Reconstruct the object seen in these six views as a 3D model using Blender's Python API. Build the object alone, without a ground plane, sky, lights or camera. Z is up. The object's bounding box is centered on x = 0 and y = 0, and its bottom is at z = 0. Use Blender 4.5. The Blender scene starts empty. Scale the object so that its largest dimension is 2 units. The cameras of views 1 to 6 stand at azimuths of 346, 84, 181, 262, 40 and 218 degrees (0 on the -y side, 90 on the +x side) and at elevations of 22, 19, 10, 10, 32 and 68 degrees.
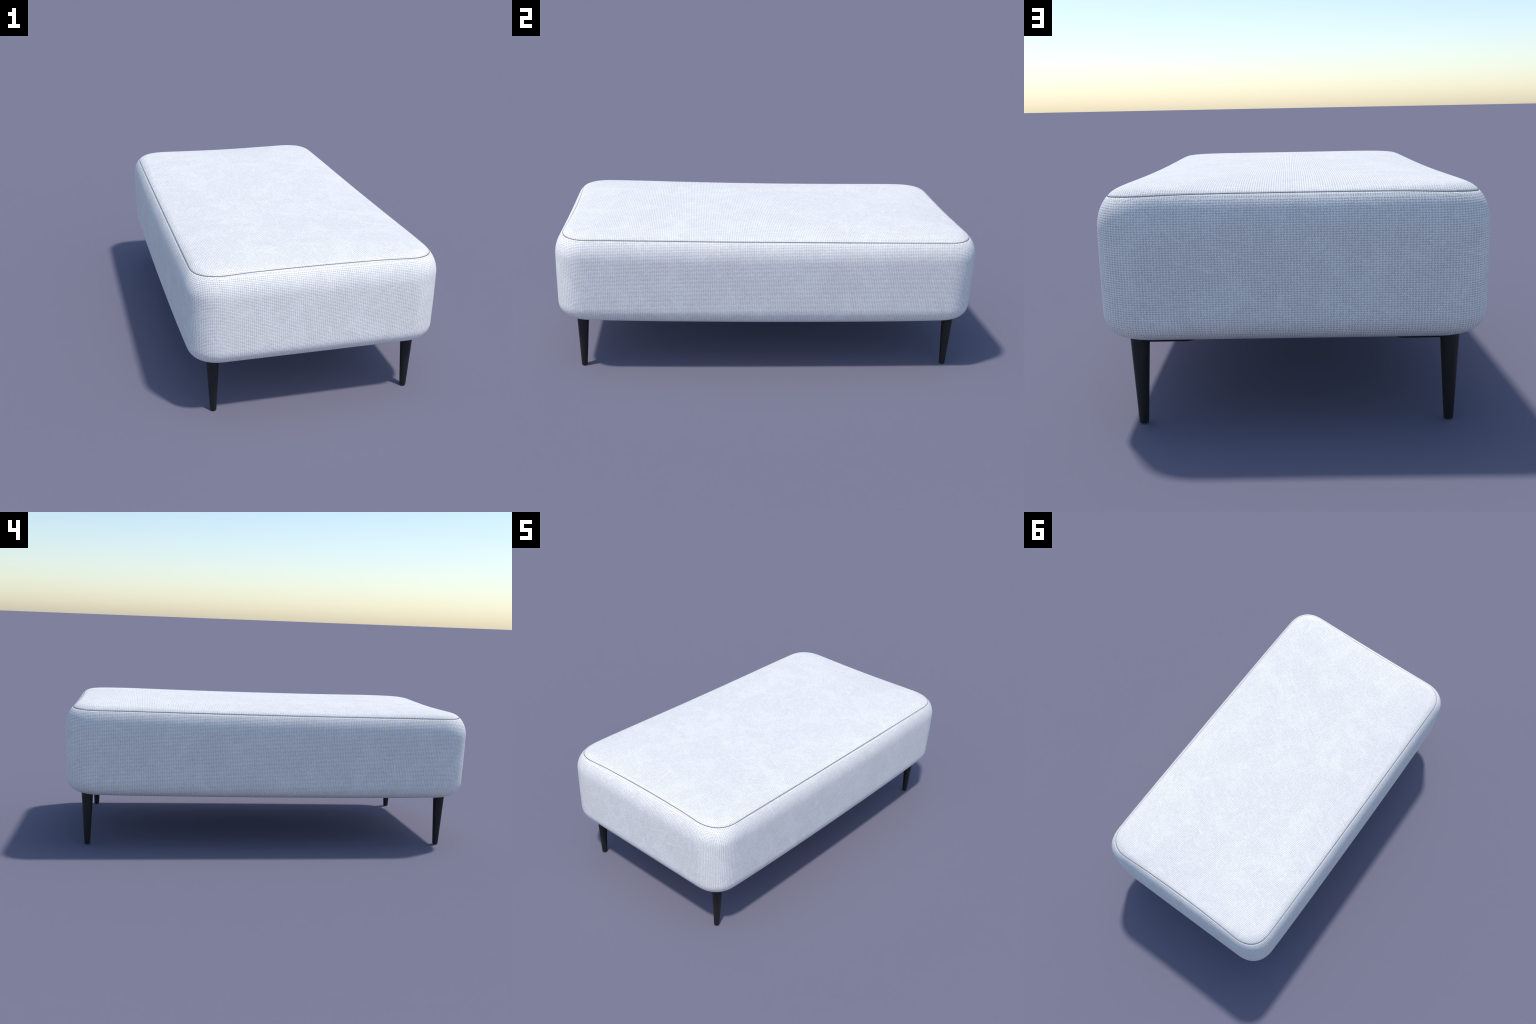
import bpy, bmesh, math
import numpy as np
from mathutils import Vector

# ------------------------------------------------------------------ sizes (metres)
HALF_X, HALF_Y = 0.5515, 0.9995         # half width / half length of the cushion wall
CORNER_R, CORNER_E = 0.1485, 2.38      # plan corner: super-elliptic, radius and exponent
BOW_X, BOW_X6 = -0.0070, -0.0044       # long walls bulge outwards a little
BOW_Y, BOW_Y6 = -0.0005, 0.0           # short walls are nearly straight
Z_BOTTOM = 0.2468                      # underside of the cushion
BOT_L, BOT_LX, BOT_LY = 0.1296, -0.0333, 0.0327   # lower edge rounding: reach inwards (+ mid long sides, + ends)
BOT_H, BOT_P = 0.0959, 2.60            # ... its height and exponent
WALL_IN = 0.0038                       # the wall draws in this much at its foot
Z_RIM, RIM_H, RIM_P = 0.6737, 0.1043, 2.14          # top rim height and height of the upper rounding
RIM_L, RIM_LX, RIM_LY = 0.0698, -0.0043, -0.0042   # reach of upper rounding (+ change mid long / mid short side)
RIM_ZX, RIM_ZY, RIM_ZX8, RIM_ZY8 = -0.0139, -0.0134, 0.0027, 0.0038      # rim sags between the corners
SEAM_IN, SEAM_INX, SEAM_INY = 0.0268, 0.0079, 0.0190  # seam inset from the wall
Z_CENTRE, SETTLE = 0.6700, 0.20        # level the top panel settles to inside the rim
CROWN, CROWN_PX, CROWN_PY = 0.0258, 4.6, 9.0           # soft crown of the top panel
TILT = 0.0034                          # the top rises a little towards +y
K_TOP, K_BOT = 0.245, 0.96             # how fast the plan corner tightens with inset
LEGS = ((0.445, 0.897), (0.4475, -0.880), (-0.444, 0.895), (-0.4425, -0.882))
LEG_TOP_R, LEG_FOOT_R, LEG_TOP_Z = 0.0280, 0.0139, 0.262

N_STRAIGHT_X, N_CORNER, N_STRAIGHT_Y = 26, 40, 46

# ------------------------------------------------------------------ plan outline (one quadrant, y-side -> corner -> x-side)
T_X = np.linspace(0, 1, N_STRAIGHT_X, endpoint=False)
TH = np.linspace(0, math.pi / 2, N_CORNER, endpoint=False)
T_Y = np.linspace(0, 1, N_STRAIGHT_Y + 1)
CC = np.clip(np.cos(TH), 0, 1) ** (2 / CORNER_E)
SS = np.clip(np.sin(TH), 0, 1) ** (2 / CORNER_E)
NQ = N_STRAIGHT_X + N_CORNER + N_STRAIGHT_Y + 1
I1, I2 = N_STRAIGHT_X, N_STRAIGHT_X + N_CORNER


def raw_outline(inset, k):
    inset = np.broadcast_to(inset, (NQ,)).astype(float)
    a, b = HALF_X - inset, HALF_Y - inset
    r = np.maximum(CORNER_R - k * inset, 0.02)
    x = np.concatenate([T_X * (a - r)[:I1], (a - r)[I1:I2] + r[I1:I2] * SS, a[I2:]])
    y = np.concatenate([b[:I1], (b - r)[I1:I2] + r[I1:I2] * CC, (b - r)[I2:] * (1 - T_Y)])
    return x, y


_x0, _y0 = raw_outline(0, 0)
_tx, _ty = np.clip(_x0 / HALF_X, 0, 1), np.clip(_y0 / HALF_Y, 0, 1)
MID_X, MID_Y = 1 - _ty ** 2, 1 - _tx ** 2          # 1 in the middle of the long / short side
ON_X, ON_Y = MID_X * _tx ** 6, MID_Y * _ty ** 6    # the same, only on that side
RIM_REACH = RIM_L + RIM_LX * ON_X + RIM_LY * ON_Y
RIM_Z = Z_RIM + RIM_ZX * ON_X + RIM_ZY * ON_Y + RIM_ZX8 * (1 - _ty ** 8) * _tx ** 6 + RIM_ZY8 * (1 - _tx ** 8) * _ty ** 6
BOT_REACH = BOT_L + BOT_LX * ON_X + BOT_LY * _ty ** 8
SEAM_INSET = SEAM_IN + SEAM_INX * ON_X + SEAM_INY * ON_Y


def plan(inset, k):
    x, y = raw_outline(inset, k)
    x = x - x / HALF_X * (BOW_X * MID_X + BOW_X6 * (1 - _ty ** 6))
    y = y - y / HALF_Y * (BOW_Y * MID_Y + BOW_Y6 * (1 - _tx ** 6))
    return x, y


def crown(x, y):
    a = HALF_X - BOW_X - BOW_X6
    return CROWN * np.clip(1 - np.abs(x / a) ** CROWN_PX, 0, 1) * np.clip(1 - np.abs(y / HALF_Y) ** CROWN_PY, 0, 1)


def upper(inset):
    """Point ring on the upper rounding at the given inset(s) from the wall."""
    x, y = plan(inset, K_TOP)
    rise = np.clip(1 - np.clip(1 - inset / RIM_REACH, 0, 1) ** RIM_P, 0, 1) ** (1 / RIM_P)
    return np.stack([x, y, RIM_Z - RIM_H + RIM_H * rise + crown(x, y)], 1)


def lower(inset, z):
    x, y = plan(inset, K_BOT)
    return np.stack([x, y, np.broadcast_to(z, (NQ,))], 1)


def full_ring(q):
    """Mirror a quadrant (starting on +y axis, ending on +x axis) to a closed ring."""
    q = np.asarray(q)
    lean = lambda p: p + np.stack([0 * p[:, 0], 0 * p[:, 0], TILT * p[:, 1] * np.clip((p[:, 2] - 0.45) / 0.2, 0, 1)], 1)
    a = q                                  # +x +y : from +y axis to +x axis
    b = (q * [1, -1, 1])[::-1][1:]         # +x -y
    c = (q * [-1, -1, 1])[1:]              # -x -y
    d = (q * [-1, 1, 1])[::-1][1:-1]       # -x +y
    return lean(np.concatenate([a, b, c, d]))


def loft(name, rings, close_centre=None, flip=False):
    n = len(rings[0])
    verts = np.concatenate(rings)
    faces = []
    for i in range(len(rings) - 1):
        for j in range(n):
            k = (j + 1) % n
            f = (i * n + j, i * n + k, (i + 1) * n + k, (i + 1) * n + j)
            faces.append(f[::-1] if flip else f)
    verts = [tuple(v) for v in verts]
    if close_centre is not None:
        verts.append(close_centre)
        c, o = len(verts) - 1, (len(rings) - 1) * n
        for j in range(n):
            f = (o + j, o + (j + 1) % n, c)
            faces.append(f[::-1] if flip else f)
    me = bpy.data.meshes.new(name)
    me.from_pydata(verts, [], faces)
    bm = bmesh.new()
    bm.from_mesh(me)
    bmesh.ops.recalc_face_normals(bm, faces=bm.faces)
    bm.to_mesh(me)
    bm.free()
    me.polygons.foreach_set("use_smooth", [True] * len(me.polygons))
    me.update()
    ob = bpy.data.objects.new(name, me)
    bpy.context.scene.collection.objects.link(ob)
    return ob


# ------------------------------------------------------------------ node helpers
class Nodes:
    def __init__(self, tree):
        self.t = tree

    def new(self, kind, **props):
        n = self.t.nodes.new(kind)
        for k, v in props.items():
            setattr(n, k, v)
        return n

    def put(self, sock, v):
        if isinstance(v, bpy.types.NodeSocket):
            self.t.links.new(v, sock)
        elif v is not None:
            sock.default_value = v

    def math(self, op, a, b=None, c=None, clamp=False):
        n = self.new("ShaderNodeMath", operation=op, use_clamp=clamp)
        for s, v in zip(n.inputs, (a, b, c)):
            self.put(s, v)
        return n.outputs[0]

    def smooth(self, v, lo, hi, out_lo=0.0, out_hi=1.0):
        n = self.new("ShaderNodeMapRange", interpolation_type="SMOOTHSTEP")
        for k, x in zip(("Value", "From Min", "From Max", "To Min", "To Max"), (v, lo, hi, out_lo, out_hi)):
            self.put(n.inputs[k], x)
        return n.outputs[0]

    def noise(self, vec, scale, detail=2.0, rough=0.5, dist=0.0):
        n = self.new("ShaderNodeTexNoise")
        self.put(n.inputs["Vector"], vec)
        n.inputs["Scale"].default_value = scale
        n.inputs["Detail"].default_value = detail
        n.inputs["Roughness"].default_value = rough
        n.inputs["Distortion"].default_value = dist
        return n.outputs["Fac"]

    def mix(self, f, a, b, blend="MIX"):
        n = self.new("ShaderNodeMix", data_type="RGBA", blend_type=blend)
        self.put(n.inputs[0], f)
        self.put(n.inputs[6], a)
        self.put(n.inputs[7], b)
        return n.outputs[2]

    def comb(self, x, y, z=0.0):
        n = self.new("ShaderNodeCombineXYZ")
        for s, v in zip(n.inputs, (x, y, z)):
            self.put(s, v)
        return n.outputs[0]

    def sep(self, v):
        n = self.new("ShaderNodeSeparateXYZ")
        self.put(n.inputs[0], v)
        return n.outputs


WARP, WEFT = 0.00826, 0.00655     # thread spacings of the plain weave


def weave_group():
    """Plain weave: U,V in metres -> thread height (0 hole .. 1 top of an over-lying thread)."""
    g = bpy.data.node_groups.new("plain_weave", "ShaderNodeTree")
    g.interface.new_socket("U", in_out="INPUT", socket_type="NodeSocketFloat")
    g.interface.new_socket("V", in_out="INPUT", socket_type="NodeSocketFloat")
    g.interface.new_socket("Height", in_out="OUTPUT", socket_type="NodeSocketFloat")
    N = Nodes(g)
    gi, go = N.new("NodeGroupInput"), N.new("NodeGroupOutput")
    u = N.math("DIVIDE", gi.outputs["U"], WARP)
    v = N.math("DIVIDE", gi.outputs["V"], WEFT)
    p = N.comb(u, v)
    # hand-spun irregularity: threads wander and swell
    wu = N.math("MULTIPLY", N.math("SUBTRACT", N.noise(p, 0.45, 2.0, 0.6), 0.5), 0.55)
    shifted = N.new("ShaderNodeVectorMath", operation="ADD")
    N.put(shifted.inputs[0], p)
    shifted.inputs[1].default_value = (37.3, 11.9, 5.0)
    wv = N.math("MULTIPLY", N.math("SUBTRACT", N.noise(shifted.outputs[0], 0.45, 2.0, 0.6), 0.5), 0.55)
    u = N.math("ADD", u, wu)
    v = N.math("ADD", v, wv)
    swell = N.math("MULTIPLY", N.math("SUBTRACT", N.noise(shifted.outputs[0], 0.9, 1.0), 0.5), 0.22)
    iu, iv = N.math("FLOOR", u), N.math("FLOOR", v)
    du = N.math("ABSOLUTE", N.math("SUBTRACT", N.math("FRACT", u), 0.5))
    dv = N.math("ABSOLUTE", N.math("SUBTRACT", N.math("FRACT", v), 0.5))
    # undulation: +1 where the thread lies on top
    zu = N.math("COSINE", N.math("MULTIPLY", math.pi, N.math("ADD", N.math("SUBTRACT", v, 0.5), iu)))
    zv = N.math("COSINE", N.math("MULTIPLY", math.pi, N.math("ADD", N.math("ADD", N.math("SUBTRACT", u, 0.5), iv), 1.0)))
    hw_u = N.math("ADD", 0.225, swell)
    hw_v = N.math("ADD", 0.27, swell)
    mu = N.smooth(du, N.math("ADD", hw_u, 0.13), N.math("SUBTRACT", hw_u, 0.10))
    mv = N.smooth(dv, N.math("ADD", hw_v, 0.14), N.math("SUBTRACT", hw_v, 0.10))
    hu = N.math("MULTIPLY", mu, N.math("MULTIPLY_ADD", zu, 0.40, 0.60))
    hv = N.math("MULTIPLY", mv, N.math("MULTIPLY_ADD", zv, 0.36, 0.64))
    h = N.math("MAXIMUM", hu, hv)
    N.put(go.inputs["Height"], h)
    return g


def fabric_material():
    m = bpy.data.materials.new("woven_upholstery")
    m.use_nodes = True
    t = m.node_tree
    N = Nodes(t)
    bsdf = t.nodes["Principled BSDF"]
    tc = N.new("ShaderNodeTexCoord")
    P, Nrm = tc.outputs["Object"], tc.outputs["Normal"]
    x, y, z = N.sep(P)
    nx, ny, nz = [N.math("ABSOLUTE", o) for o in N.sep(Nrm)]
    grp = weave_group()

    def weave(u, v):
        n = N.new("ShaderNodeGroup", node_tree=grp)
        N.put(n.inputs["U"], u)
        N.put(n.inputs["V"], v)
        return n.outputs["Height"]

    top = weave(y, x)
    end = weave(x, z)
    side = weave(y, z)
    to_side = N.smooth(N.math("SUBTRACT", nx, ny), -0.10, 0.10)
    to_top = N.smooth(nz, 0.58, 0.70)
    wall = N.math("ADD", N.math("MULTIPLY", end, N.math("SUBTRACT", 1.0, to_side)), N.math("MULTIPLY", side, to_side))
    h = N.math("ADD", N.math("MULTIPLY", wall, N.math("SUBTRACT", 1.0, to_top)), N.math("MULTIPLY", top, to_top))

    # cloth colour: white thread, darker warm grey in the holes between, with faint clouds and pale crossing creases
    pick_top = N.math("GREATER_THAN", nz, 0.64)
    pick_side = N.math("MAXIMUM", pick_top, N.math("GREATER_THAN", nx, ny))
    fu = N.math("ADD", N.math("MULTIPLY", y, pick_side), N.math("MULTIPLY", x, N.math("SUBTRACT", 1.0, pick_side)))
    fv = N.math("ADD", N.math("MULTIPLY", x, pick_top), N.math("MULTIPLY", z, N.math("SUBTRACT", 1.0, pick_top)))
    F = N.comb(fu, fv, N.math("MULTIPLY", pick_side, 3.7))
    cloud = N.noise(F, 8.0, 4.0, 0.55, 0.9)

    def creases(angle, seed, long, fine):
        mp = N.new("ShaderNodeMapping", vector_type="TEXTURE")
        mp.inputs["Location"].default_value = (seed, seed * 0.7, 0)
        mp.inputs["Rotation"].default_value = (0, 0, math.radians(angle))
        mp.inputs["Scale"].default_value = (long, fine, 1)
        N.put(mp.inputs["Vector"], F)
        return N.smooth(N.noise(mp.outputs[0], 1.0, 2.5, 0.55, 0.9), 0.57, 0.74)

    pale = N.math("MAXIMUM", creases(17, 1.3, 0.105, 0.018), creases(108, 4.1, 0.110, 0.020))
    tint = N.math("MAXIMUM", N.smooth(cloud, 0.38, 0.64), pale)
    thread = N.mix(tint, THREAD_WARM, THREAD_COOL)
    hole_grey = N.mix(N.math("MAXIMUM", pale, N.smooth(cloud, 0.50, 0.75, 0.0, 0.6)), HOLE_GREY, HOLE_GREY_PALE)
    fibre = N.noise(P, 900.0, 2.0, 0.6)
    cover = N.smooth(h, 0.22, 0.68)  # low height also darkens threads dipping under, shading baked into colour
    col = N.mix(cover, hole_grey, thread)
    col = N.mix(N.smooth(fibre, 0.3, 0.75, 0.05, 0.0), col, (0.45, 0.45, 0.46, 1))
    N.put(bsdf.inputs["Base Color"], col)
    bsdf.inputs["Roughness"].default_value = 0.92
    bsdf.inputs["Specular IOR Level"].default_value = 0.25
    b = N.new("ShaderNodeBump")
    b.inputs["Strength"].default_value = 0.40
    b.inputs["Distance"].default_value = 0.0012
    N.put(b.inputs["Height"], N.math("ADD", h, N.math("MULTIPLY", fibre, 0.06)))
    N.put(bsdf.inputs["Normal"], b.outputs[0])
    return m


THREAD_COOL = (0.955, 0.952, 0.945, 1)
THREAD_WARM = (0.912, 0.898, 0.886, 1)
HOLE_GREY = (0.575, 0.555, 0.53, 1)
HOLE_GREY_PALE = (0.69, 0.68, 0.66, 1)


def plain_material(name, colour, rough, grain=0.0, scale=120.0, spec=0.5):
    m = bpy.data.materials.new(name)
    m.use_nodes = True
    t = m.node_tree
    N = Nodes(t)
    bsdf = t.nodes["Principled BSDF"]
    tc = N.new("ShaderNodeTexCoord")
    f = N.noise(tc.outputs["Object"], scale, 3.0, 0.6)
    dark = tuple(c * (1 - grain) for c in colour[:3]) + (1,)
    lite = tuple(c * (1 + grain) for c in colour[:3]) + (1,)
    N.put(bsdf.inputs["Base Color"], N.mix(f, dark, lite))
    N.put(bsdf.inputs["Roughness"], N.smooth(f, 0.2, 0.8, rough - 0.06, rough + 0.06))
    bsdf.inputs["Specular IOR Level"].default_value = spec
    return m


fabric = fabric_material()
cord_mat = plain_material("dark_seam_thread", (0.19, 0.192, 0.197, 1), 0.8, 0.25, 400.0, 0.2)
leg_mat = plain_material("black_lacquered_wood", (0.013, 0.013, 0.0135, 1), 0.50, 0.12, 60.0, 0.35)
plate_mat = plain_material("black_powder_coated_metal", (0.010, 0.010, 0.010, 1), 0.65, 0.1, 200.0, 0.25)

# ------------------------------------------------------------------ cushion
LIP, DIP = 0.0015, 0.0028       # half width and depth of the seam groove


def seam_frame():
    """Seam ring with its surface normal and the across-seam direction."""
    e = 0.0008
    s0, s1, s = upper(SEAM_INSET - e), upper(SEAM_INSET + e), upper(SEAM_INSET)
    across = s1 - s0
    across /= np.linalg.norm(across, axis=1)[:, None]
    along = np.gradient(s, axis=0)
    along[0], along[-1] = (1, 0, 0), (0, -1, 0)
    along /= np.linalg.norm(along, axis=1)[:, None]
    nrm = np.cross(across, along)
    nrm *= np.sign(nrm[:, 2])[:, None]
    nrm /= np.linalg.norm(nrm, axis=1)[:, None]
    return s, across, nrm


seam_p, seam_across, seam_n = seam_frame()
LIP_SECTION = [(1.00, 0.00), (0.86, 0.10), (0.72, 0.30), (0.64, 0.60), (0.60, 1.0)]   # (across in LIP*2, depth in DIP)


def lip(sign):
    return [seam_p + sign * seam_across * (LIP * 1.6 * a) - seam_n * (DIP * d) for a, d in LIP_SECTION]


# wall panel: from the flat underside up to the seam
rings = []
for q in np.linspace(0, math.pi / 2, 22):
    ins = WALL_IN + (BOT_REACH - WALL_IN) * (1 - math.sin(q) ** (2 / BOT_P))
    rings.append(lower(ins, Z_BOTTOM + BOT_H * (1 - math.cos(q) ** (2 / BOT_P))))
z_low, z_high = Z_BOTTOM + BOT_H, RIM_Z - RIM_H
for k in np.linspace(0, 1, 14)[1:-1]:
    rings.append(lower(WALL_IN * (1 - k) ** 1.5, z_low + (z_high - z_low) * k))
edge = SEAM_INSET - 0.006
q_edge = np.arccos(np.clip(1 - edge / RIM_REACH, 0, 1) ** (RIM_P / 2))
for k in np.linspace(0, 1, 22):
    rings.append(upper(RIM_REACH * (1 - np.cos(q_edge * k) ** (2 / RIM_P))))
rings += lip(-1)
wall_panel = loft("wall_panel", [full_ring(r) for r in rings])
wall_panel.data.materials.append(fabric)

# underside panel closes the cushion
rings = [full_ring(lower(BOT_REACH, Z_BOTTOM))]
for k in (0.75, 0.5, 0.25):
    rings.append(rings[0] * [k, k, 1])
under = loft("underside_panel", rings, (0, 0, Z_BOTTOM))
under.data.materials.append(fabric)

# top panel: seam -> rim -> gently crowned middle
rings = lip(+1)[::-1]
edge = SEAM_INSET + 0.006
for k in np.linspace(0, 1, 14):
    rings.append(upper(edge + (RIM_REACH - edge) * k))
outer = rings[-1]
base = outer[:, 2] - crown(outer[:, 0], outer[:, 1])
tang = np.gradient(outer[:, :2], axis=0)
tang[0], tang[-1] = (1, 0), (0, -1)
tang /= np.linalg.norm(tang, axis=1)[:, None]
reach = np.abs(outer[:, 0] * tang[:, 1] - outer[:, 1] * tang[:, 0])     # rim to centre, square to the rim
for k in np.concatenate([np.linspace(1, 0.6, 26)[1:], np.linspace(0.6, 0, 16)[1:-1]]):
    x, y = outer[:, 0] * k, outer[:, 1] * k
    t = np.clip((1 - k) * reach / SETTLE, 0, 1)
    w = 1 - t * t * (3 - 2 * t)          # level leaves the rim smoothly and settles inside
    rings.append(np.stack([x, y, Z_CENTRE + (base - Z_CENTRE) * w + crown(x, y)], 1))
top_panel = loft("top_panel", [full_ring(r) for r in rings], (0, 0, Z_CENTRE + CROWN))
top_panel.data.materials.append(fabric)

# dark cord lying in the seam groove
cord_rings = []
for a in np.linspace(0, 2 * math.pi, 10, endpoint=False):
    cord_rings.append(full_ring(seam_p - seam_n * 0.0013 + 0.0015 * (seam_across * math.cos(a) + seam_n * math.sin(a))))
cord_rings.append(cord_rings[0])
seam_cord = loft("seam_cord", cord_rings)
bm = bmesh.new()
bm.from_mesh(seam_cord.data)
bmesh.ops.remove_doubles(bm, verts=bm.verts, dist=1e-6)
bmesh.ops.recalc_face_normals(bm, faces=bm.faces)
bm.to_mesh(seam_cord.data)
bm.free()
seam_cord.data.materials.append(cord_mat)


# ------------------------------------------------------------------ legs
def turned(name, profile, segments=48):
    """Solid of revolution about z from (radius, z) pairs, bottom to top, closed at both ends."""
    rings = []
    for r, z in profile:
        a = np.linspace(0, 2 * math.pi, segments, endpoint=False)
        rings.append(np.stack([r * np.cos(a), r * np.sin(a), np.full(segments, z)], 1))
    return loft(name, rings)


FOOT_BEVEL = 0.0028
leg_profile = [(0.0005, 0.0), (LEG_FOOT_R - FOOT_BEVEL, 0.0)]
for q in np.linspace(0, math.pi / 2, 6)[1:]:
    leg_profile.append((LEG_FOOT_R - FOOT_BEVEL * (1 - math.sin(q)), FOOT_BEVEL * (1 - math.cos(q))))
for k in np.linspace(0, 1, 12)[1:]:
    leg_profile.append((LEG_FOOT_R + (LEG_TOP_R - LEG_FOOT_R) * k, FOOT_BEVEL + (LEG_TOP_Z - FOOT_BEVEL) * k))
leg_profile.append((0.0005, LEG_TOP_Z + 0.0005))
leg = turned("leg", leg_profile)
leg.data.materials.append(leg_mat)


# mounting plate: a flat bar with rounded ends that runs inwards from each leg
def plate_mesh(length=0.160, width=0.050, thick=0.010):
    pts, r = [], width / 2
    for i in range(25):
        a = -math.pi / 2 + math.pi * i / 24
        pts.append((length - r + r * math.cos(a), r * math.sin(a)))
    for i in range(25):
        a = math.pi / 2 + math.pi * i / 24
        pts.append((0.0 + r * math.cos(a), r * math.sin(a)))
    pts = np.array(pts)
    rings = []
    bev = 0.0012
    c = pts.mean(0)
    small = c + (pts - c) * (1 - bev * 2 / width)
    tiny = c + (pts - c) * 0.02
    for q, z in ((tiny, 0), (small, 0), (pts, bev), (pts, thick), (tiny, thick)):
        rings.append(np.stack([q[:, 0], q[:, 1], np.full(len(q), z)], 1))
    return loft("mounting_plate", rings)


plate = plate_mesh()
plate.data.materials.append(plate_mat)
for me in (plate.data, leg.data):
    me.set_sharp_from_angle(angle=math.radians(35))

# ------------------------------------------------------------------ assembly
ottoman = bpy.data.objects.new("ottoman", None)
bpy.context.scene.collection.objects.link(ottoman)
ottoman["label"] = "long white woven upholstered ottoman with dark seam and black tapered legs"
ottoman["category"] = "ottoman"
for ob in (wall_panel, under, top_panel, seam_cord):
    ob.parent = ottoman

PLATE_Z = Z_BOTTOM + 0.0022
first = True
for lx, ly in LEGS:
    lg = leg if first else leg.copy()
    pl = plate if first else plate.copy()
    if not first:
        bpy.context.scene.collection.objects.link(lg)
        bpy.context.scene.collection.objects.link(pl)
    first = False
    lg.name, pl.name = "leg", "mounting_plate"
    lg.location = (lx, ly, 0)
    pl.location = (lx, ly, PLATE_Z)
    pl.rotation_euler = (0, 0, math.pi if lx > 0 else 0)
    lg.parent = ottoman
    pl.parent = ottoman
